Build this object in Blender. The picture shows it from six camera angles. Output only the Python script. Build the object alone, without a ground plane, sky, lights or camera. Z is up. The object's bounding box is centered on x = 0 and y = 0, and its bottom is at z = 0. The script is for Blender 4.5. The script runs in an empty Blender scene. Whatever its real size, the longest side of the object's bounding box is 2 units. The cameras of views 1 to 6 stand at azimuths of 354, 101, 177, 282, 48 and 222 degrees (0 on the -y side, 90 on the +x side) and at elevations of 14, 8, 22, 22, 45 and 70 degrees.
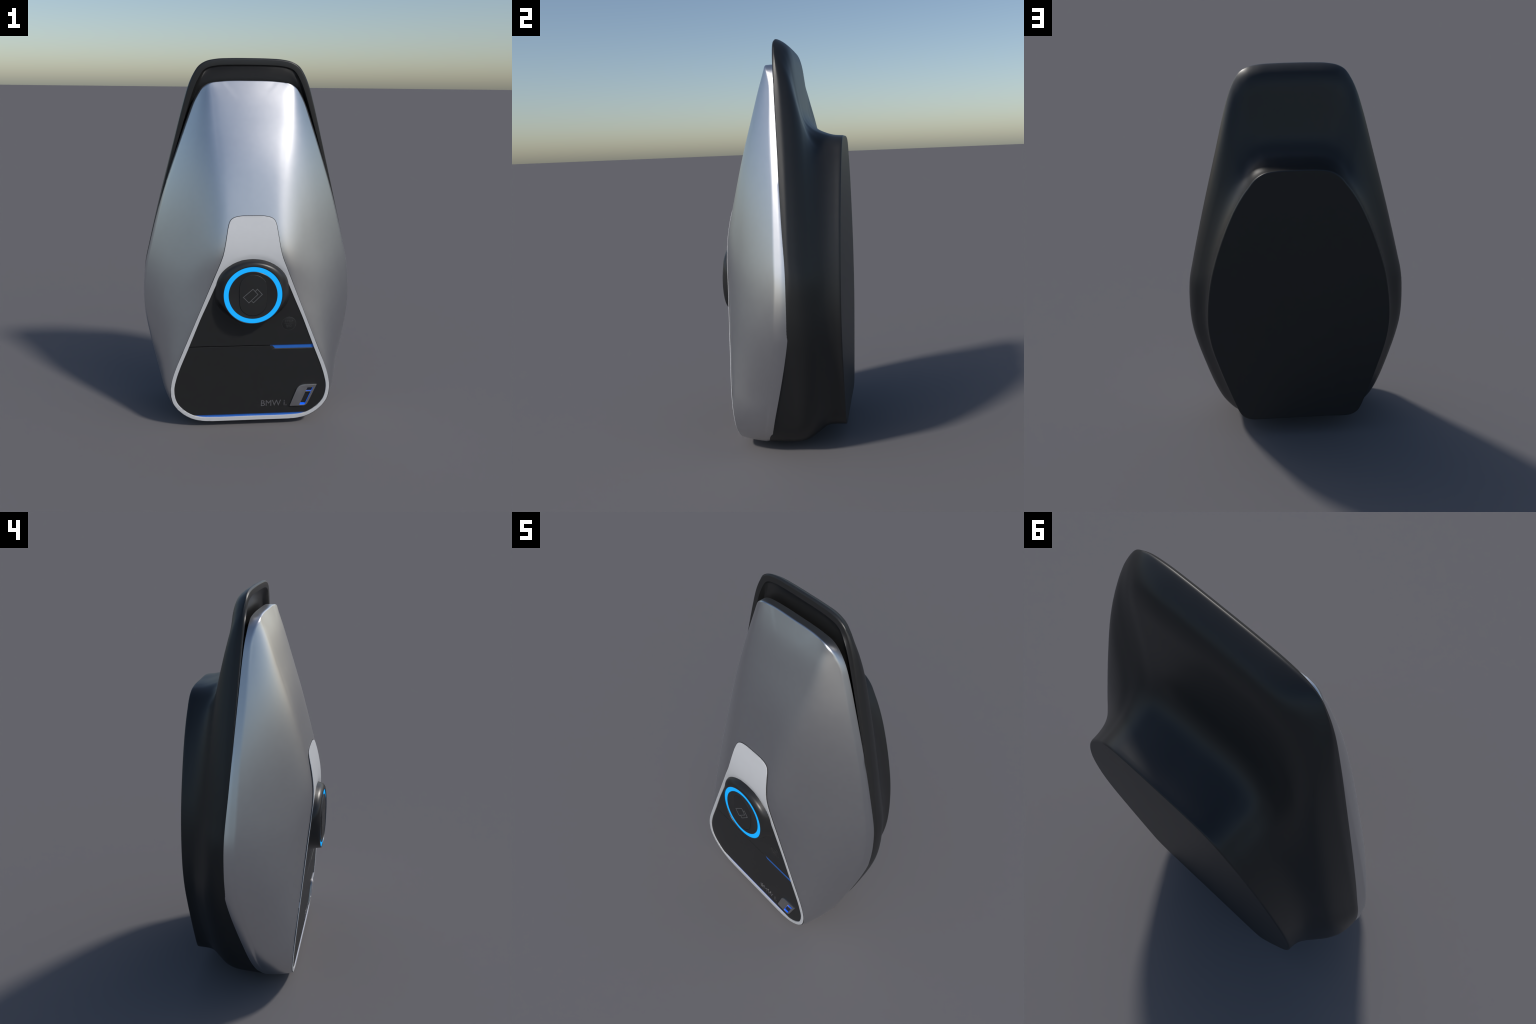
"""Free-standing wall charger: silver shell, dark rear housing with mounting
plate, light-grey frame around a dark control panel with a glowing dial."""
import bpy, bmesh, math
from mathutils import Vector

# ------------------------------------------------------------------ materials
def new_mat(name):
    m = bpy.data.materials.new(name)
    m.use_nodes = True
    nt = m.node_tree
    return m, nt, nt.nodes["Principled BSDF"]


def grained(name, color, rough, metallic=0.0, spec=0.5, spread=0.04, scale=30.0,
            bump=0.0, bump_scale=400.0, vary=0.03):
    """Plain plastic / metal with faint noise in colour and roughness."""
    m, nt, b = new_mat(name)
    tc = nt.nodes.new("ShaderNodeTexCoord")
    n = nt.nodes.new("ShaderNodeTexNoise")
    n.inputs["Scale"].default_value = scale
    n.inputs["Detail"].default_value = 4
    nt.links.new(tc.outputs["Object"], n.inputs["Vector"])
    ramp = nt.nodes.new("ShaderNodeValToRGB")
    lo = [c * (1 - vary) for c in color]
    hi = [min(1, c * (1 + vary)) for c in color]
    ramp.color_ramp.elements[0].position = 0.3
    ramp.color_ramp.elements[1].position = 0.7
    ramp.color_ramp.elements[0].color = (*lo, 1)
    ramp.color_ramp.elements[1].color = (*hi, 1)
    nt.links.new(n.outputs["Fac"], ramp.inputs["Fac"])
    nt.links.new(ramp.outputs["Color"], b.inputs["Base Color"])
    mr = nt.nodes.new("ShaderNodeMapRange")
    mr.inputs["To Min"].default_value = rough - spread / 2
    mr.inputs["To Max"].default_value = rough + spread / 2
    nt.links.new(n.outputs["Fac"], mr.inputs["Value"])
    nt.links.new(mr.outputs["Result"], b.inputs["Roughness"])
    b.inputs["Metallic"].default_value = metallic
    b.inputs["Specular IOR Level"].default_value = spec
    if bump:
        n2 = nt.nodes.new("ShaderNodeTexNoise")
        n2.inputs["Scale"].default_value = bump_scale
        nt.links.new(tc.outputs["Object"], n2.inputs["Vector"])
        bp = nt.nodes.new("ShaderNodeBump")
        bp.inputs["Strength"].default_value = bump
        bp.inputs["Distance"].default_value = 0.001
        nt.links.new(n2.outputs["Fac"], bp.inputs["Height"])
        nt.links.new(bp.outputs["Normal"], b.inputs["Normal"])
    return m


def glow(name, color, strength, base=(0.01, 0.01, 0.01)):
    m, nt, b = new_mat(name)
    b.inputs["Base Color"].default_value = (*base, 1)
    b.inputs["Roughness"].default_value = 0.5
    b.inputs["Specular IOR Level"].default_value = 0.0
    b.inputs["Emission Color"].default_value = (*color, 1)
    b.inputs["Emission Strength"].default_value = strength
    return m


M_SILVER = grained("brushed_silver", (0.665, 0.665, 0.675), 0.33, metallic=1.0, spread=0.02, vary=0.01)
M_HOUSING = grained("black_plastic", (0.017, 0.017, 0.017), 0.40, spec=0.5, spread=0.02)
M_PLATE = grained("black_matt_plastic", (0.0195, 0.0195, 0.0200), 0.45, spec=0.4, spread=0.02)
M_PANEL = grained("panel_plastic", (0.019, 0.019, 0.0193), 0.45, spec=0.4, bump=0.03)
M_DIAL = grained("dial_plastic", (0.0180, 0.0180, 0.0183), 0.35, spec=0.5)
M_TRIM = grained("light_grey_plastic", (0.64, 0.645, 0.655), 0.4, spec=0.4, vary=0.01)
M_OUTLINE = grained("dark_outline", (0.04, 0.04, 0.042), 0.6, spec=0.3)  # dark strip colour for the thin dark line round the frame
M_VOID = grained("dark_gap", (0.004, 0.004, 0.004), 0.8, spec=0.1)
M_BADGE = grained("badge_metal", (0.56, 0.56, 0.57), 0.35, metallic=1.0)
M_LETTER = grained("letter_metal", (0.55, 0.55, 0.56), 0.3, metallic=1.0)
M_MARK = grained("printed_grey", (0.13, 0.13, 0.133), 0.5, spec=0.3)
M_FAINT = grained("faint_print", (0.05, 0.05, 0.051), 0.5, spec=0.3)
M_BLUE = grained("blue_strip", (0.03, 0.165, 0.62), 0.4, spec=0.4)
M_RING = glow("blue_light", (0.0085, 0.41, 1.0), 1.0)
M_GLOW = glow("badge_light", (0.01, 0.15, 1.0), 0.75, (0.01, 0.05, 0.4))

# ------------------------------------------------------------------ scene tree
root = bpy.data.objects.new("wall_charger", None)
bpy.context.collection.objects.link(root)
root["label"] = "teardrop silver electric car charger with glowing blue dial"
root["category"] = "charging station"


def add(name, mesh, mat, parent=root, smooth=35):
    ob = bpy.data.objects.new(name, mesh)
    bpy.context.collection.objects.link(ob)
    ob.parent = parent
    mesh.materials.clear()
    mesh.materials.append(mat)
    if smooth is not None:
        for p in mesh.polygons:
            p.use_smooth = True
        mesh.set_sharp_from_angle(angle=math.radians(smooth))
    return ob


# ------------------------------------------------------------------ tools
def interp(x, xs, ys):
    if x <= xs[0]:
        return ys[0]
    for a, b, c, d in zip(xs, xs[1:], ys, ys[1:]):
        if x <= b:
            return c + (d - c) * (x - a) / (b - a)
    return ys[-1]


def sstep(a, b, x):
    t = max(0.0, min(1.0, (x - a) / (b - a)))
    return t * t * (3 - 2 * t)


def catmull(P, sub, closed=False):
    """Centripetal Catmull-Rom through vectors P, `sub` samples per span."""
    P = [Vector(p) for p in P]
    n = len(P)
    out = []
    spans = n if closed else n - 1
    for i in range(spans):
        p1, p2 = P[i], P[(i + 1) % n]
        p0 = P[(i - 1) % n] if closed or i > 0 else p1 * 2 - p2
        p3 = P[(i + 2) % n] if closed or i + 2 < n else p2 * 2 - p1
        t0 = 0.0
        t1 = t0 + max((p1 - p0).length ** 0.5, 1e-5)
        t2 = t1 + max((p2 - p1).length ** 0.5, 1e-5)
        t3 = t2 + max((p3 - p2).length ** 0.5, 1e-5)
        for k in range(sub):
            t = t1 + (t2 - t1) * k / sub
            a1 = p0 * ((t1 - t) / (t1 - t0)) + p1 * ((t - t0) / (t1 - t0))
            a2 = p1 * ((t2 - t) / (t2 - t1)) + p2 * ((t - t1) / (t2 - t1))
            a3 = p2 * ((t3 - t) / (t3 - t2)) + p3 * ((t - t2) / (t3 - t2))
            b1 = a1 * ((t2 - t) / (t2 - t0)) + a2 * ((t - t0) / (t2 - t0))
            b2 = a2 * ((t3 - t) / (t3 - t1)) + a3 * ((t - t1) / (t3 - t1))
            out.append(b1 * ((t2 - t) / (t2 - t1)) + b2 * ((t - t1) / (t2 - t1)))
    if not closed:
        out.append(P[-1].copy())
    return out


def half_ring(P, sub=7):
    """Smooth half outline; mirrored tangents at the two symmetry ends."""
    P = [Vector(p) for p in P]
    m = lambda v: Vector((-v.x, v.y, v.z))
    Q = [m(P[2]), m(P[1])] + P + [m(P[-2]), m(P[-3])]
    c = catmull(Q, sub)
    return c[2 * sub: len(c) - 2 * sub]


def full_ring(P, sub=7):
    h = half_ring(P, sub)
    h[0].x = h[-1].x = 0.0
    return h + [Vector((-v.x, v.y, v.z)) for v in h[-2:0:-1]]


def inset(P, d):
    """Offset a half outline (x, z plane) inward by d (value or list)."""
    out = []
    n = len(P)
    for i, p in enumerate(P):
        a = P[i - 1] if i else (-P[1][0], *P[1][1:])
        b = P[i + 1] if i + 1 < n else (-P[-2][0], *P[-2][1:])
        tx, tz = b[0] - a[0], b[-1] - a[-1]
        L = math.hypot(tx, tz)
        dd = d[i] if isinstance(d, (list, tuple)) else d
        q = (p[0] + tz / L * dd, p[-1] - tx / L * dd)
        if i in (0, n - 1):
            q = (0.0, q[1])
        out.append(q)
    return out


def loft(name, rings, mat, cap_first=False, cap_last=False, smooth=35, flip=False):
    n = len(rings[0])
    verts = [v for r in rings for v in r]
    faces = []
    for k in range(len(rings) - 1):
        for i in range(n):
            j = (i + 1) % n
            f = (k * n + i, k * n + j, (k + 1) * n + j, (k + 1) * n + i)
            faces.append(f[::-1] if flip else f)
    if cap_first:
        f = tuple(range(n))
        faces.append(f if flip else f[::-1])
    if cap_last:
        f = tuple((len(rings) - 1) * n + i for i in range(n))
        faces.append(f[::-1] if flip else f)
    me = bpy.data.meshes.new(name)
    me.from_pydata([tuple(v) for v in verts], [], faces)
    bm = bmesh.new()
    bm.from_mesh(me)
    bmesh.ops.remove_doubles(bm, verts=bm.verts, dist=1e-6)
    bmesh.ops.recalc_face_normals(bm, faces=bm.faces)
    bm.to_mesh(me)
    bm.free()
    return add(name, me, mat, smooth=smooth)


# ------------------------------------------------------------------ outlines
# half outlines in (x, z), top centre -> bottom centre, station by station
OUTER = [(0, 2.0), (.10, 1.999), (.172, 1.995), (.228, 1.983), (.266, 1.960),
         (.295, 1.920), (.322, 1.863), (.353, 1.765), (.408, 1.56), (.483, 1.28),
         (.551, 1.005), (.577, .885), (.586, .745), (.582, .64), (.566, .55),
         (.525, .40), (.475, .24), (.438, .15), (.407, .100), (.376, .064),
         (.335, .037), (.20, .024), (0, .022)]
RIM = [(0, 1.884), (.09, 1.8835), (.155, 1.880), (.213, 1.871), (.248, 1.851),
       (.274, 1.820), (.299, 1.776), (.326, 1.71), (.385, 1.545), (.474, 1.275),
       (.548, 1.0), (.576, .875), (.588, .74), (.585, .63), (.570, .535),
       (.535, .385), (.486, .21), (.448, .137), (.418, .093), (.386, .061),
       (.340, .037), (.20, .026), (0, .025)]
PLATE = [(0, 1.531), (.07, 1.531), (.115, 1.528), (.155, 1.521), (.186, 1.507),
         (.214, 1.485), (.242, 1.45), (.275, 1.405), (.323, 1.322), (.388, 1.17),
         (.441, 1.005), (.466, .88), (.478, .765), (.478, .68), (.465, .58),
         (.423, .425), (.378, .285), (.353, .213), (.336, .168), (.316, .138),
         (.28, .118), (.15, .116), (0, .116)]
PLATEAU = [(0, 1.872), (.085, 1.871), (.135, 1.867), (.168, 1.855), (.188, 1.835),
           (.195, 1.80), (.192, 1.74), (.185, 1.66), (.162, 1.48), (.140, 1.20),
           (.158, 1.005), (.203, .885), (.250, .765), (.291, .662), (.334, .555),
           (.396, .40), (.440, .25), (.434, .16), (.401, .108), (.360, .070),
           (.305, .044), (.18, .034), (0, .034)]
NST = len(OUTER)


def y_rim(z):
    """Parting line between shell and housing, seen from the side."""
    up = .079 - .067 * (z - .7)
    lo = -.099 + .255 * z
    k = .040
    return -k * math.log(math.exp(-up / k) + math.exp(-lo / k)) + .009


def spline1(x, xs, ys):
    """Monotone-ish cubic through (xs, ys)."""
    n = len(xs)
    if x <= xs[0] or x >= xs[-1]:
        return interp(x, xs, ys)
    i = max(j for j in range(n - 1) if xs[j] <= x)
    d = [(ys[j + 1] - ys[j]) / (xs[j + 1] - xs[j]) for j in range(n - 1)]
    m = [d[0]] + [(d[j - 1] + d[j]) / 2 for j in range(1, n - 1)] + [d[-1]]
    h = xs[i + 1] - xs[i]
    t = (x - xs[i]) / h
    return ((1 + 2 * t) * (1 - t) ** 2 * ys[i] + t * (1 - t) ** 2 * h * m[i]
            + t * t * (3 - 2 * t) * ys[i + 1] + t * t * (t - 1) * h * m[i + 1])


def y_front(z):
    """Front face profile: leaning panel below, sloping hood above."""
    zs = [.4, .60, .80, .88, .95, 1.02, 1.10, 1.2, 1.3, 1.44, 1.64, 1.78, 1.88, 2.0]
    ys = [-.2324, -.2491, -.2658, -.2730, -.2785, -.2785, -.2690, -.2480, -.223, -.1845, -.1200, -.0740, -.036, .008]
    return spline1(z, zs, ys) if z > .6 else -.199 - .0835 * z


HZ = [.15, .25, .40, .555, .662, .765, .885, 1.005, 1.10, 1.20, 1.34, 1.48, 1.66, 1.80, 1.90]
HC = [.442, .440, .396, .334, .291, .250, .209, .175, .159, .153, .156, .165, .182, .197, .208]
EZ = [.2, .385, .535, .63, .74, .875, 1.0, 1.275, 1.545, 1.71, 1.80, 1.90]
EW = [.482, .532, .567, .583, .585, .571, .541, .464, .375, .313, .279, .241]
KZ = [.25, .9, 1.0, 1.1, 1.3, 1.9]
KE = [.0016, .011, .018, .026, .036, .040]     # ridge softness in metres
BZ = [.2, .4, .65, .9, 1.15, 1.4, 1.65, 1.9]
BV = [.031, .037, .036, .036, .038, .037, .027, .008]


def gauss_z(row, sigma):
    """Smooth samples taken every DZ_GRID metres of height (odd reflection at the ends)."""
    if sigma < 1e-4:
        return list(row)
    n, r = len(row), int(3 * sigma / DZ_GRID)
    k = [math.exp(-.5 * (d * DZ_GRID / sigma) ** 2) for d in range(-r, r + 1)]
    tot = sum(k)

    def at(q):
        if q < 0:
            return 2 * row[0] - row[min(n - 1, -q)]
        if q >= n:
            return 2 * row[-1] - row[max(0, 2 * n - 2 - q)]
        return row[q]
    return [sum(kk * at(q + d) for kk, d in zip(k, range(-r, r + 1))) / tot for q in range(n)]


DZ_GRID, Z0 = .0125, .10
ZG = [Z0 + DZ_GRID * q for q in range(int((1.95 - Z0) / DZ_GRID) + 1)]
TG = [-2 + .025 * q for q in range(131)]          # flank coordinate: 0 at the ridge, 1 at the crease
C_OF_Z = gauss_z([spline1(z, HZ, HC) for z in ZG], .03)
W_OF_Z = [spline1(z, EZ, EW) for z in ZG]
W_OF_Z = [a + (b - a) * (1 - sstep(1.25, 1.65, z)) for a, b, z in zip(W_OF_Z, gauss_z(W_OF_Z, .08), ZG)]


def flank_row(t):
    """Depth along the height at flank coordinate t."""
    row = []
    for z, c, w in zip(ZG, C_OF_Z, W_OF_Z):
        yf = y_front(z)
        yb = y_rim(z) - spline1(z, [.2, .385, .535, .63, 1.9], [.010, .020, .029, .033, .030])
        e = min(.6, spline1(z, KZ, KE) / (w - c))
        soft = lambda q: .5 * (q + math.sqrt(q * q + e * e))
        t0 = -c / (w - c)
        g = (soft(t) - soft(t0)) / (soft(1) - soft(t0))
        tb = max(0.0, min(1.0, g))
        row.append(yf + (yb - yf) * g - spline1(z, BZ, BV) * 4 * tb * (1 - tb))
    # the flank bends more gently over the height than the centre does
    soft_row = gauss_z(row, .14 * sstep(-.02, .45, t) * (1 - .6 * sstep(.7, 1.0, t)))
    return [a + (b - a) * (1 - sstep(1.25, 1.65, z)) for a, b, z in zip(row, soft_row, ZG)]


FLANK = [flank_row(t) for t in TG]


def cubic(a, b, c, d, f):
    return b + .5 * f * (c - a + f * (2 * a - 5 * b + 4 * c - d + f * (3 * (b - c) + d - a)))


def front_field(x, z):
    """Depth of the silver shell's face: flat crowned centre, soft ridge at
    the plateau edge, convex flank running out to the side crease."""
    x = abs(x)
    q = min(max((z - Z0) / DZ_GRID, 1), len(ZG) - 2.001)
    zi = min(int(q), len(ZG) - 3)
    zf = q - zi
    pick = lambda tab: cubic(*(tab[zi + d] for d in (-1, 0, 1, 2)), zf)
    c, w = pick(C_OF_Z), pick(W_OF_Z)
    t = (x - c) / (w - c)
    crown = .007 * max(0.0, 1 - (x / c) ** 2) * sstep(1.25, 1.6, z)
    flat = y_front(z)
    if t < -1.9:
        return flat - crown
    u = min(max((t - TG[0]) / .025, 1), len(TG) - 3)
    ti = min(int(u), len(TG) - 4)
    y = cubic(*(pick(FLANK[ti + d]) for d in (-1, 0, 1, 2)), u - ti)
    return flat + (y - flat) * sstep(-1.9, -1.2, t) - crown


# ------------------------------------------------------------------ front cover
band = [.044] * 9 + [.042, .041, .041, .040, .038, .034, .024, .012, .008, .007, .006, .006, .006, .006]
bin_ = [-.001, -.001, 0, .001, .003, .006, .008, .010, .010] + [.010, .010, .010, .009, .008, .008, .008, .007, .006, .006, .006, .006, .006, .006]
fo = [.5, .5, .5, .5, .5, .45, .42, .40, .36, .22, .06, .04, .03, .03, .03, .03, .03, .04, .05, .06, .06, .06, .06]
fi = [.2, .3, .4, .5, .6, .7, .8, .85, .85, .5, .06, .03, .02, .02, .02, .02, .02, .02, .02, .03, .03, .03, .03]
bulge = [0, 0, 0, .002, .004, .006, .008, .009, .010, .012, .014, .014, .014, .014, .02, .027, .018, .010, .006, .005, .005, .005, .005]

CREASE = inset(RIM, bin_)
EDGE_IN = inset(RIM, .014)
ROWS = []                       # per station: points from the hidden back edge to the spine
for i in range(NST):
    A = Vector((RIM[i][0], y_rim(RIM[i][1]), RIM[i][1]))
    B = Vector((CREASE[i][0], A.y - band[i], CREASE[i][1]))
    low = sstep(12.5, 16.5, i)          # the side wall dies out towards the foot
    top = 1 - sstep(4, 7, i)
    A.y -= .006 * top
    cz = PLATEAU[i][1]
    C = Vector((PLATEAU[i][0], y_front(cz), cz))
    B = B.lerp(A.lerp(C, .05), low)
    w = sstep(.22, .36, B.z)
    B.y += (front_field(B.x, B.z) - B.y) * w
    dz = max(.15, min(1.70, cz))
    D = Vector((0, y_front(dz), dz))
    deep = .03
    back = Vector((A.x - (.004 if i not in (0, NST - 1) else 0), A.y + deep, A.z - (.004 if i < 5 else 0)))
    if i > 17:
        back.z += .004
    if i < 10:                           # thin free edge turns inward
        bx, bz = EDGE_IN[i]
        back = Vector((bx, A.y + .004, bz)).lerp(back, sstep(8, 10, i))
    side = C - B
    L = side.length
    nrm = side.cross(Vector((0, -1, 0))).cross(side)
    nrm = nrm.normalized() if nrm.length > 1e-9 else Vector((0, -1, 0))
    rb = .007
    ba = B + (A - B).normalized() * min(rb, (A - B).length * .45)
    bl = min(rb, L * .3)

    def face(p, s):
        q = p + nrm * bulge[i] * 4 * s * (1 - s) if s < 1 else p.copy()
        k = sstep(.22, .36, q.z)
        if k > 0:
            q.y += (front_field(q.x, q.z) - q.y) * k
        return q

    bc = face(B.lerp(C, bl / L), bl / L)
    col = [back, A, A.lerp(ba, .5)]
    for t in (0, .25, .5, .75, 1):
        col.append(ba * (1 - t) ** 2 + B * (2 * t * (1 - t)) + bc * t * t)
    NF = 22
    for k in range(1, NF + 1):
        s = bl / L + (1 - bl / L) * k / NF
        col.append(face(B.lerp(C, s), s))
    ND = 16
    for k in range(1, ND + 1):
        p = C.lerp(D, k / ND)
        p.y = y_front(p.z)
        col.append(face(p, 2))
    ROWS.append(col)

# trim outlines (right half), used for the frame, its seal and the pocket
NECK = [(0, 1.209), (.06, 1.2075), (.095, 1.200), (.113, 1.188), (.123, 1.168),
        (.132, 1.124), (.142, 1.064), (.1555, 1.003), (.179, .940), (.223, .832)]
LOWER = [(.266, .725), (.310, .616), (.363, .482), (.404, .381), (.427, .313),
         (.4395, .252), (.440, .206), (.429, .153), (.401, .110), (.361, .073),
         (.308, .046), (.245, .035), (.13, .0335), (0, .0335)]
FRAME = NECK + LOWER
INNER = [(0, .975), (.07, .963), (.13, .925), (.163, .895), (.184, .862), (.225, .768), (.274, .655), (.312, .558),
         (.345, .473), (.388, .365), (.409, .300), (.420, .245), (.418, .195),
         (.405, .153), (.373, .112), (.328, .079), (.280, .062), (.20, .0565), (0, .0565)]


def poly2(P, sub=6):
    """Closed smooth (x, z) polygon from a half outline."""
    return [(v.x, v.z) for v in full_ring([(p[0], 0, p[1]) for p in P], sub)]


def inside(poly, x, z):
    c = False
    n = len(poly)
    for i in range(n):
        (x1, z1), (x2, z2) = poly[i], poly[i - 1]
        if (z1 > z) != (z2 > z) and x < (x2 - x1) * (z - z1) / (z2 - z1) + x1:
            c = not c
    return c


def offset2(P, d, sub=6):
    """Closed smooth polygon of a half outline, moved inward by d."""
    q = poly2(P, sub)
    n = len(q)
    out = []
    for i in range(n):
        (ax, az), (bx, bz) = q[i - 2], q[(i + 2) % n]
        L = math.hypot(bx - ax, bz - az)
        dd = d(q[i][1]) if callable(d) else d
        out.append((q[i][0] + (bz - az) / L * dd, q[i][1] - (bx - ax) / L * dd))
    return out


POCKET = offset2(FRAME, .010, 3)
rings = [full_ring([ROWS[i][k] for i in range(NST)]) for k in range(len(ROWS[0]))]
for r in rings[7:]:               # follow the exact face between the stations too
    for v in r:
        k = sstep(.22, .36, v.z)
        if k > 0:
            v.y += (front_field(v.x, v.z) - v.y) * k
for r in rings[8:]:
    for v in r:
        if v.z < .95 and inside(POCKET, v.x, v.z):
            v.y += .035
cover = loft("front_cover", rings, M_SILVER, smooth=50)

# ------------------------------------------------------------------ rear housing
TOP = [(0, .012), (.032, .042), (.088, .069), (.175, .085), (.33, .095), (.57, .109),
       (.80, .130), (.905, .168), (.955, .212), (.99, .265), (1, .311)]
CORNER = [(0, .012), (.048, .037), (.120, .059), (.22, .078), (.38, .095), (.62, .116),
          (.82, .147), (.905, .182), (.955, .223), (.99, .270), (1, .311)]
SHOULDER = [(0, .050), (.05, .070), (.13, .092), (.24, .114), (.39, .139), (.57, .166),
            (.74, .198), (.865, .231), (.94, .254), (.985, .285), (1, .311)]
SIDE = [(0, .100), (.02, .116), (.07, .135), (.16, .154), (.32, .176), (.52, .196),
        (.72, .216), (.86, .236), (.94, .259), (.985, .286), (1, .311)]
LOW = [(0, .085), (.02, .115), (.07, .143), (.16, .166), (.32, .192), (.52, .216),
       (.72, .240), (.86, .259), (.94, .276), (.985, .293), (1, .311)]
BOT = [(0, .055), (.03, .084), (.10, .112), (.22, .138), (.38, .160), (.55, .179),
       (.72, .197), (.86, .215), (.95, .237), (.99, .270), (1, .311)]
wt = [1, 1, 1, .7, .3] + [0] * 18
wc = [0, 0, 0, .3, .7, .90, .72, .47, .22, .06] + [0] * 13
ws = [0] * 5 + [.05, .14, .24, .32, .32, .2] + [0] * 12
wl = [0] * 10 + [.1, .3, .55, .8, 1, 1, .8, .5, .2, .05, 0, 0, 0]
wb = [0] * 16 + [.2, .5, .8, .95, 1, 1, 1]

lipw = [.034] * 5 + [.034, .033, .030, .022, .012, .010, .010, .010] + [.010] * 10
lip_y = [.002] * 10 + [.004] + [.006] * 12
LIP = []
for i in range(NST):
    w = sstep(8, 11, i)                 # lower down the lip hides behind the shell edge
    ox, oz = inset(OUTER, .003)[i]
    rx, rz = inset(RIM, .003)[i]
    LIP.append((ox + (rx - ox) * w, oz + (rz - oz) * w))
LIP_IN = inset(LIP, lipw)
DISH = inset(LIP_IN, [.008] * 8 + [.004] * 15)
FLOOR = inset(RIM, [-.02] * 5 + [-.012, -.006, -.004, 0] + [.015] * 14)
floor_y = [.026] * 5 + [.028, .034, .04, .045, .045] + [.03] * 13
dish_y = [.017] * 5 + [.018, .024, .03, .034, .034] + [.02] * 13
CORE = inset(RIM, [.06] * 6 + [.05, .04] + [.03] * 15)


def ring_at(P, fy):
    return [Vector((p[0], fy(i, p), p[1])) for i, p in enumerate(P)]


yl = lambda i, p: y_rim(p[1]) + lip_y[i]
hr = []
hr.append(ring_at(CORE, lambda i, p: y_rim(p[1]) + floor_y[i] + .002))
hr.append(ring_at(FLOOR, lambda i, p: y_rim(p[1]) + floor_y[i]))
hr.append(ring_at(DISH, lambda i, p: y_rim(p[1]) + dish_y[i]))
hr.append(ring_at(inset(LIP_IN, .002), lambda i, p: y_rim(p[1]) + (.012 if i < 9 else .008)))
hr.append(ring_at(inset(LIP_IN, -.003), yl))
rnd = [1] * 8 + [.8, .5, .3] + [.2] * 12       # lip edge radius fades below
for d, h in ((.006, 0), (.0033, .0008), (.0013, .0026)):
    hr.append(ring_at(inset(LIP, [d * r for r in rnd]), lambda i, p: yl(i, p) + h * rnd[i]))
hr.append(ring_at(inset(LIP, [-.0005 * r for r in rnd]), lambda i, p: yl(i, p) + .006 * rnd[i]))
for k in range(len(TOP)):
    row = []
    for i in range(NST):
        mix = [w[i] for w in (wt, wc, ws, wl, wb)]
        mix.append(1 - sum(mix))
        f, y = (sum(m * tab[k][j] for m, tab in zip(mix, (TOP, CORNER, SHOULDER, LOW, BOT, SIDE))) for j in (0, 1))
        o, p = OUTER[i], PLATE[i]
        row.append(Vector((o[0] + (p[0] - o[0]) * f, y, o[1] + (p[1] - o[1]) * f)))
    hr.append(row)
# smooth the back rings across ring direction for a continuous flank
back0 = 8
dense = [full_ring(r) for r in hr]
smooth_back = []
cols = list(zip(*dense[back0:]))
cols = [catmull(c, 4) for c in cols]
back_rings = [list(r) for r in zip(*cols)]
edge = full_ring(ring_at(inset(PLATE, .0015), lambda i, p: .3155))
edge2 = full_ring(ring_at(inset(PLATE, .005), lambda i, p: .317))
housing = loft("rear_housing", dense[:back0] + back_rings + [edge, edge2], M_HOUSING, smooth=50)
loft("mounting_plate", [edge2, full_ring(ring_at(inset(PLATE, .05), lambda i, p: .317))],
     M_PLATE, cap_last=True, smooth=30)

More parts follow.
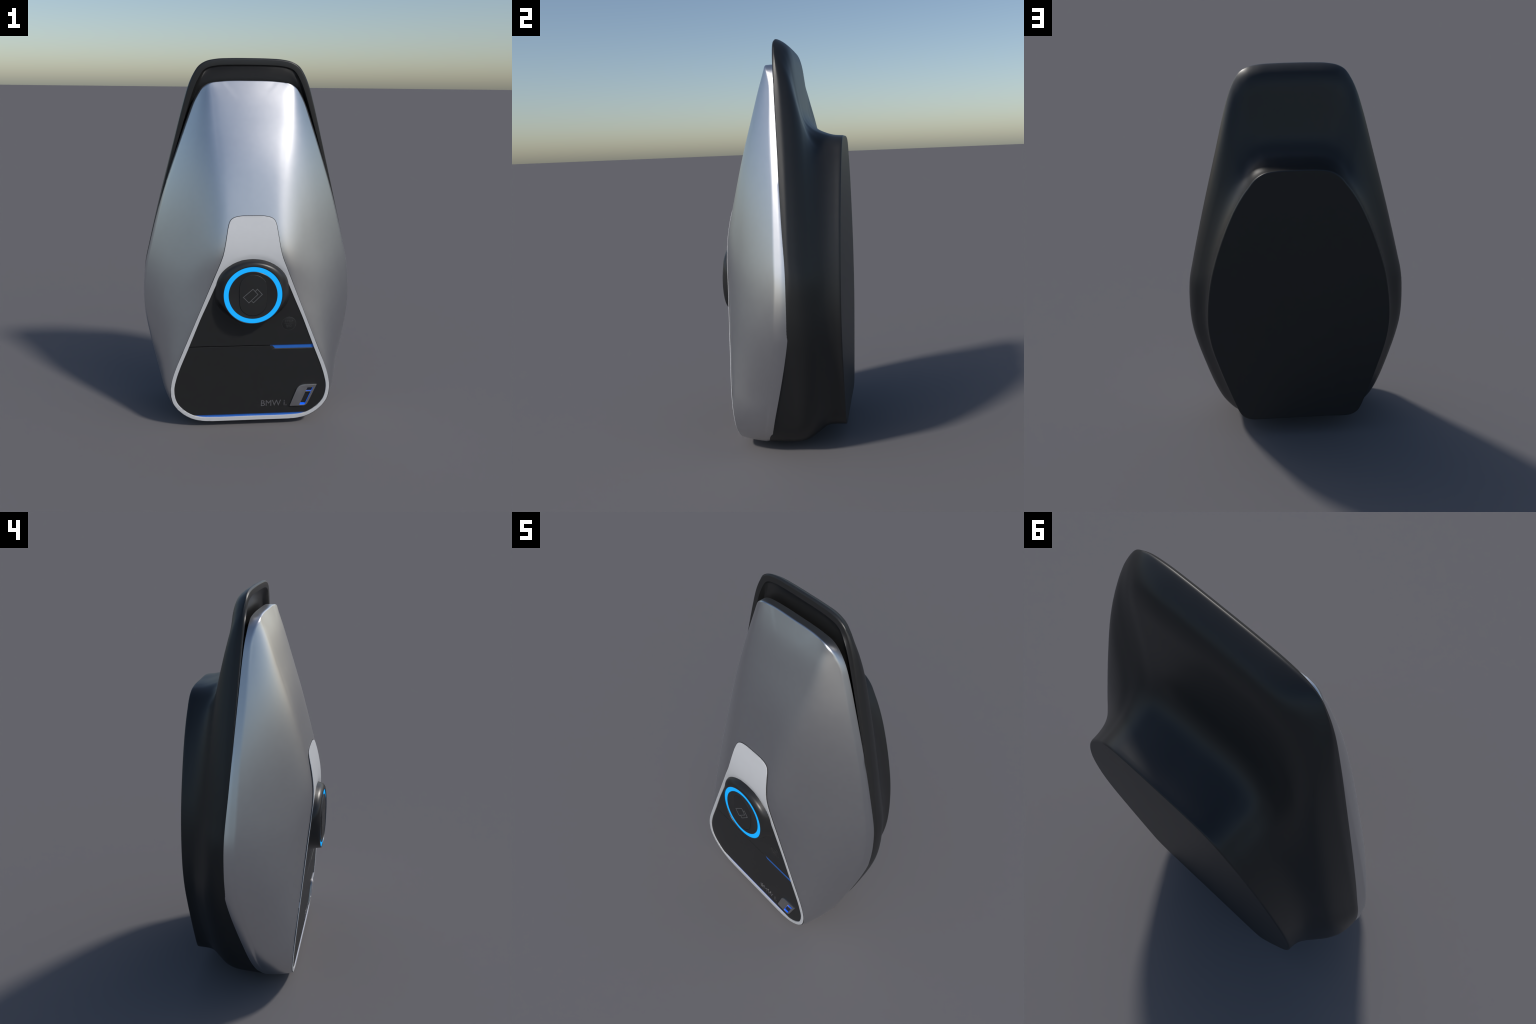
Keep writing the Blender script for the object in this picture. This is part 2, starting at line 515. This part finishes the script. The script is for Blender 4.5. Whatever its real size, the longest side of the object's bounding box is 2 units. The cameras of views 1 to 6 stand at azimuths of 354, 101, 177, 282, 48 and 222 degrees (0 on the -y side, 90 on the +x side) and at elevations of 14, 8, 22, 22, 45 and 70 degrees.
# ------------------------------------------------------------------ flat parts on the front
def flat_part(name, outer, mat, y0, thick, holes=(), parent=root, step=None, bevel=.0015,
              shape=None, smooth=35):
    """Plate in the x-z plane: polygon with holes, bent onto the front
    profile y_front(z) - y0 (positive y0 = proud), `thick` deep."""
    bm = bmesh.new()
    edges = []
    for poly in (outer, *holes):
        vs = [bm.verts.new((x, 0, z)) for x, z in poly]
        edges += [bm.edges.new((vs[i - 1], vs[i])) for i in range(len(vs))]
    bmesh.ops.triangle_fill(bm, use_beauty=True, use_dissolve=False, edges=edges)
    # drop faces that filled the holes
    for h in holes:
        kill = [f for f in bm.faces if inside(h, f.calc_center_median().x, f.calc_center_median().z)]
        bmesh.ops.delete(bm, geom=kill, context='FACES')
    bmesh.ops.dissolve_limit(bm, angle_limit=.01, verts=bm.verts, edges=bm.edges)
    if step:
        zs = [v.co.z for v in bm.verts]
        xs = [v.co.x for v in bm.verts]
        for lo, hi, ax in ((min(zs), max(zs), (0, 0, 1)), (min(xs), max(xs), (1, 0, 0))):
            k = int((hi - lo) / step)
            for j in range(1, k + 1):
                c = lo + (hi - lo) * j / (k + 1)
                bmesh.ops.bisect_plane(bm, geom=bm.verts[:] + bm.edges[:] + bm.faces[:],
                                       plane_co=Vector(ax) * c, plane_no=ax)
    for f in bm.faces:
        f.normal_update()
    bmesh.ops.recalc_face_normals(bm, faces=bm.faces)
    front = bm.faces[:]
    if front and sum(f.normal.y for f in front) > 0:
        bmesh.ops.reverse_faces(bm, faces=front)
    rim_e = [e for e in bm.edges if len(e.link_faces) == 1]
    front_v = set(bm.verts)
    ext = bmesh.ops.extrude_edge_only(bm, edges=rim_e)
    back_v = [g for g in ext["geom"] if isinstance(g, bmesh.types.BMVert)]
    for v in bm.verts:
        d = shape(v.co.x, v.co.z) if shape else 0.0
        base = y_front(v.co.z) - y0 + d
        v.co.y = base if v in front_v else base + thick
    if bevel:
        bmesh.ops.bevel(bm, geom=[e for e in bm.edges if len(e.link_faces) == 2 and
                                  all(v in front_v for v in e.verts) and
                                  abs(e.calc_face_angle(0)) > .8],
                        offset=bevel, segments=2, profile=.5, affect='EDGES')
    me = bpy.data.meshes.new(name)
    bm.to_mesh(me)
    bm.free()
    return add(name, me, mat, parent, smooth=smooth)


COLLAR_Z, COLLAR_R = .786, .199


def trim_shape(x, z):
    """Shallow dip giving the frame a darker band around the dial collar."""
    r = math.hypot(x, z - COLLAR_Z)
    d = .004 * (1 - sstep(.200, .218, r)) if z > .86 else 0.0
    return d * sstep(.86, .92, z)


trim = flat_part("trim_frame", offset2(FRAME, .0015), M_TRIM, .0035, .02,
                 holes=[poly2(INNER)], step=.012, shape=trim_shape)
outline_strip = flat_part("frame_dark_outline", offset2(FRAME, lambda z: -.0022 * sstep(.75, .95, z) + .001), M_OUTLINE, .0012, .015,
                 holes=[offset2(FRAME, .006)], bevel=0, step=.03)

# dark panel: split by a seam that steps down into the light slot
PANEL_POLY = offset2(INNER, .0006)
SEAM, STEP, SLOT_L = .4915, .469, .115


def clip(poly, keep):
    """Cut polygon by the seam line z = h(x) using dense vertical sampling."""
    out = []
    n = len(poly)
    for i in range(n):
        p, q = poly[i], poly[(i + 1) % n]
        a, b = keep(p), keep(q)
        if a >= 0:
            out.append(p)
        if (a >= 0) != (b >= 0):
            t = a / (a - b)
            out.append((p[0] + (q[0] - p[0]) * t, p[1] + (q[1] - p[1]) * t))
    return out


upper = clip(PANEL_POLY, lambda p: p[1] - (SEAM + .002))
lower = clip(PANEL_POLY, lambda p: (SEAM - .002) - p[1])
low_edge = .0725
lower = clip(lower, lambda p: p[1] - low_edge)
# notch in the lower panel's upper edge, right of SLOT_L
top_pts = [p for p in lower if p[1] > SEAM - .003]
xr = max(p[0] for p in top_pts)
rest = [p for p in lower if not (p[0] > .2 and p[1] > STEP)]
xr2 = .3465
k = min(range(len(rest)), key=lambda j: (abs(rest[j][1] - (SEAM - .002)) > 1e-4, rest[j][0]))


def order_from_left(poly):
    """Start the loop at the left end of the upper edge, going down."""
    j = min(range(len(poly)), key=lambda j: (round(abs(poly[j][1] - (SEAM - .002)), 5), poly[j][0]))
    poly = poly[j:] + poly[:j]
    if poly[1][0] > 0:
        poly = [poly[0]] + poly[:0:-1]
    return poly


rest = order_from_left(rest)
lower_poly = rest + [(xr2, STEP), (SLOT_L - .003, STEP), (SLOT_L - .012, SEAM - .002)]
PROUD = .0005
panel_up = flat_part("upper_panel", upper, M_PANEL, PROUD, .012, bevel=.0012, smooth=None)
panel_low = flat_part("lower_panel", lower_poly, M_PANEL, PROUD, .012, bevel=.0012, smooth=None)
backing = flat_part("panel_backing", offset2(FRAME, .012, 3), M_VOID, -.0165, .004, bevel=0, step=.05)


def slot_strip(name, x0, x1, z0, z1, y0, mat):
    return flat_part(name, [(x0, z0), (x1, z0), (x1, z1), (x0, z1)], mat, y0, .006, bevel=0)


cz0, cz1 = STEP, STEP + .0032
quads = [[(SLOT_L - .012, SEAM - .002, 0), (SLOT_L - .003, STEP, 0), (SLOT_L + .0145, cz1, 1), (SLOT_L, SEAM - .002, 1)],
         [(SLOT_L - .003, cz0, 0), (xr2, cz0, 0), (xr2, cz1, 1), (SLOT_L + .0145, cz1, 1)]]
cv, cf = [], []
for q in quads:
    cf.append(tuple(range(len(cv), len(cv) + 4)))
    cv += [(x, y_front(z) - PROUD + .0034 * d + .0002, z) for x, z, d in q]
cm = bpy.data.meshes.new("slot_chamfer")
cm.from_pydata(cv, [], cf)
add("slot_chamfer", cm, M_PANEL, panel_low, smooth=None)
slot_strip("light_strip", SLOT_L - .012, .350, STEP - .004, SEAM + .006, -.0035, M_BLUE)
flat_part("light_strip", clip(poly2(inset(INNER, -.004)), lambda p: (low_edge + .006) - p[1]),
          M_BLUE, -.0045, .006, bevel=0)

# ------------------------------------------------------------------ dial
def revolve(name, prof, mat, zc, seg=96, parent=root, smooth=40, sx=None):
    """Spin (radius, y) profile round the y axis through (0, zc)."""
    rings = []
    for r, y in prof:
        rings.append([Vector((r * math.sin(2 * math.pi * i / seg), y, zc + r * math.cos(2 * math.pi * i / seg)))
                      for i in range(seg)])
    ob = loft(name, rings, mat, smooth=smooth)
    ob.parent = parent
    return ob


DZ, RING_OUT, RING_IN = .799, .1528, .1282
# collar: wide sloping shoulder above, steep wall with concave foot below
seg = 96
UP = [(.235, -.236), (.218, -.250), (.206, -.268), (.1990, -.283), (.1962, -.2945),
      (.1915, -.3025), (.1855, -.3085), (.1775, -.3125), (.168, -.3152), (.159, -.3160),
      (.1552, -.3165), (.1536, -.3155), (.1530, -.311), (.1530, -.300)]
DOWN = [(.215, -.236), (.197, -.246), (.182, -.254), (.171, -.264), (.1645, -.276),
        (.1612, -.288), (.1595, -.298), (.1583, -.306), (.1572, -.312), (.1560, -.3155),
        (.1545, -.3162), (.1536, -.3155), (.1530, -.311), (.1530, -.300)]
MID = [(.240, -.234), (.226, -.245), (.214, -.254), (.204, -.262), (.1955, -.2705),
       (.188, -.279), (.181, -.288), (.174, -.297), (.167, -.3055), (.1605, -.3125),
       (.1550, -.3162), (.1536, -.3155), (.1530, -.311), (.1530, -.300)]
rings = []
for (ru, yu), (rm, ym), (rd, yd) in zip(UP, MID, DOWN):
    row = []
    for i in range(seg):
        a = 2 * math.pi * i / seg
        c = math.cos(a)
        wu, wd = sstep(.05, .75, c), sstep(.05, .85, -c)
        r = rm + (ru - rm) * wu + (rd - rm) * wd
        y = ym + (yu - ym) * wu + (yd - ym) * wd
        zc = DZ - .0135 * sstep(.156, .199, r) * max(0, math.cos(a)) ** 2
        row.append(Vector((r * math.sin(a), y, zc + r * math.cos(a))))
    rings.append(row)
collar = loft("dial_collar", rings, M_DIAL, smooth=50)
ring = revolve("light_ring", [(RING_OUT, -.304), (RING_OUT, -.3112), (.151, -.3121), (.1405, -.3124),
                              (.130, -.3121), (RING_IN, -.3112), (RING_IN, -.304)], M_RING, DZ, parent=collar)
# dished face between ring and oval pad
PAD_W, PAD_H = .0735, .1125


def oval(i, seg, w, h, p=2.0):
    """Stadium point by angle: half-width w, half-height h."""
    a = 2 * math.pi * i / seg
    s, c = math.sin(a), math.cos(a)
    st = h - w
    x = w * s
    z = w * c + (st if c > 0 else -st) * sstep(0, .35, abs(c))
    return x, z


rows = []
for r_, y_ in ((.1280, -.304), (.1280, -.3140), (.1262, -.3154)):
    rows.append([Vector((r_ * math.sin(2 * math.pi * i / seg), y_, DZ + r_ * math.cos(2 * math.pi * i / seg))) for i in range(seg)])
for t in (.2, .4, .6, .8, 1.0):
    row = []
    for i in range(seg):
        a = 2 * math.pi * i / seg
        ox, oz = oval(i, seg, PAD_W, PAD_H)
        x = .1262 * math.sin(a) * (1 - t) + ox * t
        z = .1262 * math.cos(a) * (1 - t) + oz * t
        gap = abs(.1262 - math.hypot(ox, oz))
        y = -.3154 + .07 * gap * math.sin(t * math.pi * .5)
        row.append(Vector((x, y, DZ + z)))
    rows.append(row)
face = loft("dial_face", rows, M_DIAL, smooth=40)
face.parent = collar
rows = []
for ins, y_ in ((.0005, -.300), (.0005, -.3132), (.0025, -.3150), (.02, -.3154), (.05, -.3154)):
    rows.append([Vector((x, y_, DZ + z)) for x, z in (oval(i, seg, PAD_W - ins, PAD_H - ins) for i in range(seg))])
pad = loft("card_pad", rows, M_PANEL, cap_last=True, smooth=40)
pad.parent = collar


def stroke(bm, pts, w, y, closed=False, h=.0006):
    """Raised thin line of width w through (x, z) points at depth y(x, z)."""
    n = len(pts)
    segs = n if closed else n - 1
    for i in range(segs):
        (x0, z0), (x1, z1) = pts[i], pts[(i + 1) % n]
        L = math.hypot(x1 - x0, z1 - z0)
        ux, uz = (x1 - x0) / L, (z1 - z0) / L
        px, pz = -uz * w / 2, ux * w / 2
        ex, ez = ux * w / 2, uz * w / 2
        q = [(x0 - ex + px, z0 - ez + pz), (x1 + ex + px, z1 + ez + pz),
             (x1 + ex - px, z1 + ez - pz), (x0 - ex - px, z0 - ez - pz)]
        f = [bm.verts.new((x, y(x, z) - h - i * 2e-5, z)) for x, z in q]
        b = [bm.verts.new((x, y(x, z) + .001, z)) for x, z in q]
        bm.faces.new(f)
        for j in range(4):
            bm.faces.new((f[j], b[j], b[(j + 1) % 4], f[(j + 1) % 4]))


def strokes(name, lines, w, y, mat, parent, h=.0006):
    bm = bmesh.new()
    for pts, closed in lines:
        stroke(bm, pts, w, y, closed, h)
    bmesh.ops.recalc_face_normals(bm, faces=bm.faces)
    me = bpy.data.meshes.new(name)
    bm.to_mesh(me)
    bm.free()
    return add(name, me, mat, parent, smooth=None)


# two overlapping cards
strokes("card_icon", [
    ([(-.0515, .790), (-.0015, .8335), (.0245, .8045), (-.0225, .7595)], True),
    ([(.011, .8215), (.0215, .8335), (.0475, .8045), (.0015, .7595), (-.0075, .7685)], False),
], .003, lambda x, z: -.3154, M_MARK, pad)

# ------------------------------------------------------------------ stop button
SX, SZ, SR = .201, .6185, .0375
ypan = lambda x, z: y_front(z) - PROUD
circ = lambda r, n=48: [(SX + r * math.sin(2 * math.pi * i / n), SZ + r * math.cos(2 * math.pi * i / n)) for i in range(n)]
flat_part("button_highlight_ring", circ(SR + .0016), M_FAINT, PROUD + .0003, .004, holes=[circ(SR - .001)], bevel=0)  # paler raised ring drawn for the thin glint round the button edge
stop = flat_part("stop_button", circ(SR), M_PANEL, PROUD + .0010, .008, bevel=.0008)
yst = lambda x, z: y_front(z) - PROUD - .0010


def text_mesh(name, body, x0, x1, z0, z1, y, h, mat, parent, bold=0.0):
    cu = bpy.data.curves.new(name, 'FONT')
    cu.body = body
    cu.offset = bold
    cu.extrude = .5
    cu.resolution_u = 4
    ob = bpy.data.objects.new(name, cu)
    bpy.context.collection.objects.link(ob)
    dg = bpy.context.evaluated_depsgraph_get()
    me = bpy.data.meshes.new_from_object(ob.evaluated_get(dg))
    bpy.data.objects.remove(ob)
    xs = [v.co.x for v in me.vertices]
    ys = [v.co.y for v in me.vertices]
    ax, bx, ay, by = min(xs), max(xs), min(ys), max(ys)
    for v in me.vertices:
        x = x0 + (v.co.x - ax) / (bx - ax) * (x1 - x0)
        z = z0 + (v.co.y - ay) / (by - ay) * (z1 - z0)
        v.co = (x, y(x, z) - (h if v.co.z > 0 else -.001), z)
    me.name = name
    bm = bmesh.new()
    bm.from_mesh(me)
    bmesh.ops.recalc_face_normals(bm, faces=bm.faces)
    bm.to_mesh(me)
    bm.free()
    return add(name, me, mat, parent, smooth=None)


text_mesh("stop_lettering", "STOP", SX - .023, SX + .023, SZ + .0075, SZ + .020, yst, .0005, M_FAINT, stop, .01)
hx, hz = SX - .016, SZ - .0215
strokes("stop_lettering", [
    ([(SX - .024, SZ + .001), (SX + .024, SZ + .001)], False),
    # first syllable
    ([(hx, hz + .014), (hx + .008, hz + .014)], False),
    ([(hx + .0045, hz + .014), (hx, hz + .008)], False),
    ([(hx + .0045, hz + .011), (hx + .008, hz + .008)], False),
    ([(hx + .009, hz + .011), (hx + .012, hz + .011)], False),
    ([(hx + .0125, hz + .015), (hx + .0125, hz + .007)], False),
    ([(hx + .004, hz + .005), (hx + .0085, hz + .006), (hx + .0125, hz + .003), (hx + .0085, hz), (hx + .004, hz + .001)], True),
    # second syllable
    ([(hx + .017, hz + .013), (hx + .026, hz + .013)], False),
    ([(hx + .0215, hz + .013), (hx + .017, hz + .003)], False),
    ([(hx + .0215, hz + .008), (hx + .026, hz + .003)], False),
    ([(hx + .030, hz + .015), (hx + .030, hz)], False),
], .0016, yst, M_FAINT, stop, .0005)

# ------------------------------------------------------------------ lettering and badge
text_mesh("lettering", "BMW i.", .0585, .203, .1185, .1545, ypan, .002, M_LETTER, panel_low)


def rounded(poly, radii, n=6):
    out = []
    m = len(poly)
    for i in range(m):
        p0, p, p1 = Vector(poly[i - 1]), Vector(poly[i]), Vector(poly[(i + 1) % m])
        r = radii[i]
        a = p + (p0 - p).normalized() * r
        b = p + (p1 - p).normalized() * r
        for k in range(n + 1):
            t = k / n
            q = a * (1 - t) ** 2 + p * (2 * t * (1 - t)) + b * t * t
            out.append((q.x, q.y))
        if r == 0:
            out = out[:-n]
    return out


badge_out = rounded([(.2195, .1165), (.315, .1165), (.3685, .2485), (.266, .2485)], [.007, .022, .001, .032])
hole_dot = rounded([(.3085, .2085), (.3395, .2085), (.3485, .2295), (.3175, .2295)], [.0015] * 4, 2)
hole_stem = rounded([(.2755, .1225), (.3055, .1225), (.3380, .2035), (.3065, .2035)], [.002, .006, .002, .002], 3)
BADGE_H = .0075
badge = flat_part("badge", badge_out, M_BADGE, PROUD + BADGE_H, BADGE_H + .002,
                  holes=[hole_dot, hole_stem], parent=panel_low, bevel=.0014)


def shrink(poly, d):
    cx = sum(p[0] for p in poly) / len(poly)
    cz = sum(p[1] for p in poly) / len(poly)
    hx = max(abs(p[0] - cx) for p in poly)
    hz = max(abs(p[1] - cz) for p in poly)
    return [(cx + (p[0] - cx) * (1 - d / hx), cz + (p[1] - cz) * (1 - d / hz)) for p in poly]


for hp in (hole_dot, hole_stem):
    flat_part("badge_light", shrink(hp, .0002), M_GLOW, PROUD + BADGE_H - .0035, BADGE_H,
              holes=[shrink(hp, .0009)], parent=badge, bevel=0)

flat_part("badge_light", [(.2765, .1235), (.304, .1235), (.309, .131), (.299, .133), (.2800, .134)],  # emissive wedge modelled for the bright blue glow at the stem's foot
          M_GLOW, PROUD + .002, .003, parent=badge, bevel=0)
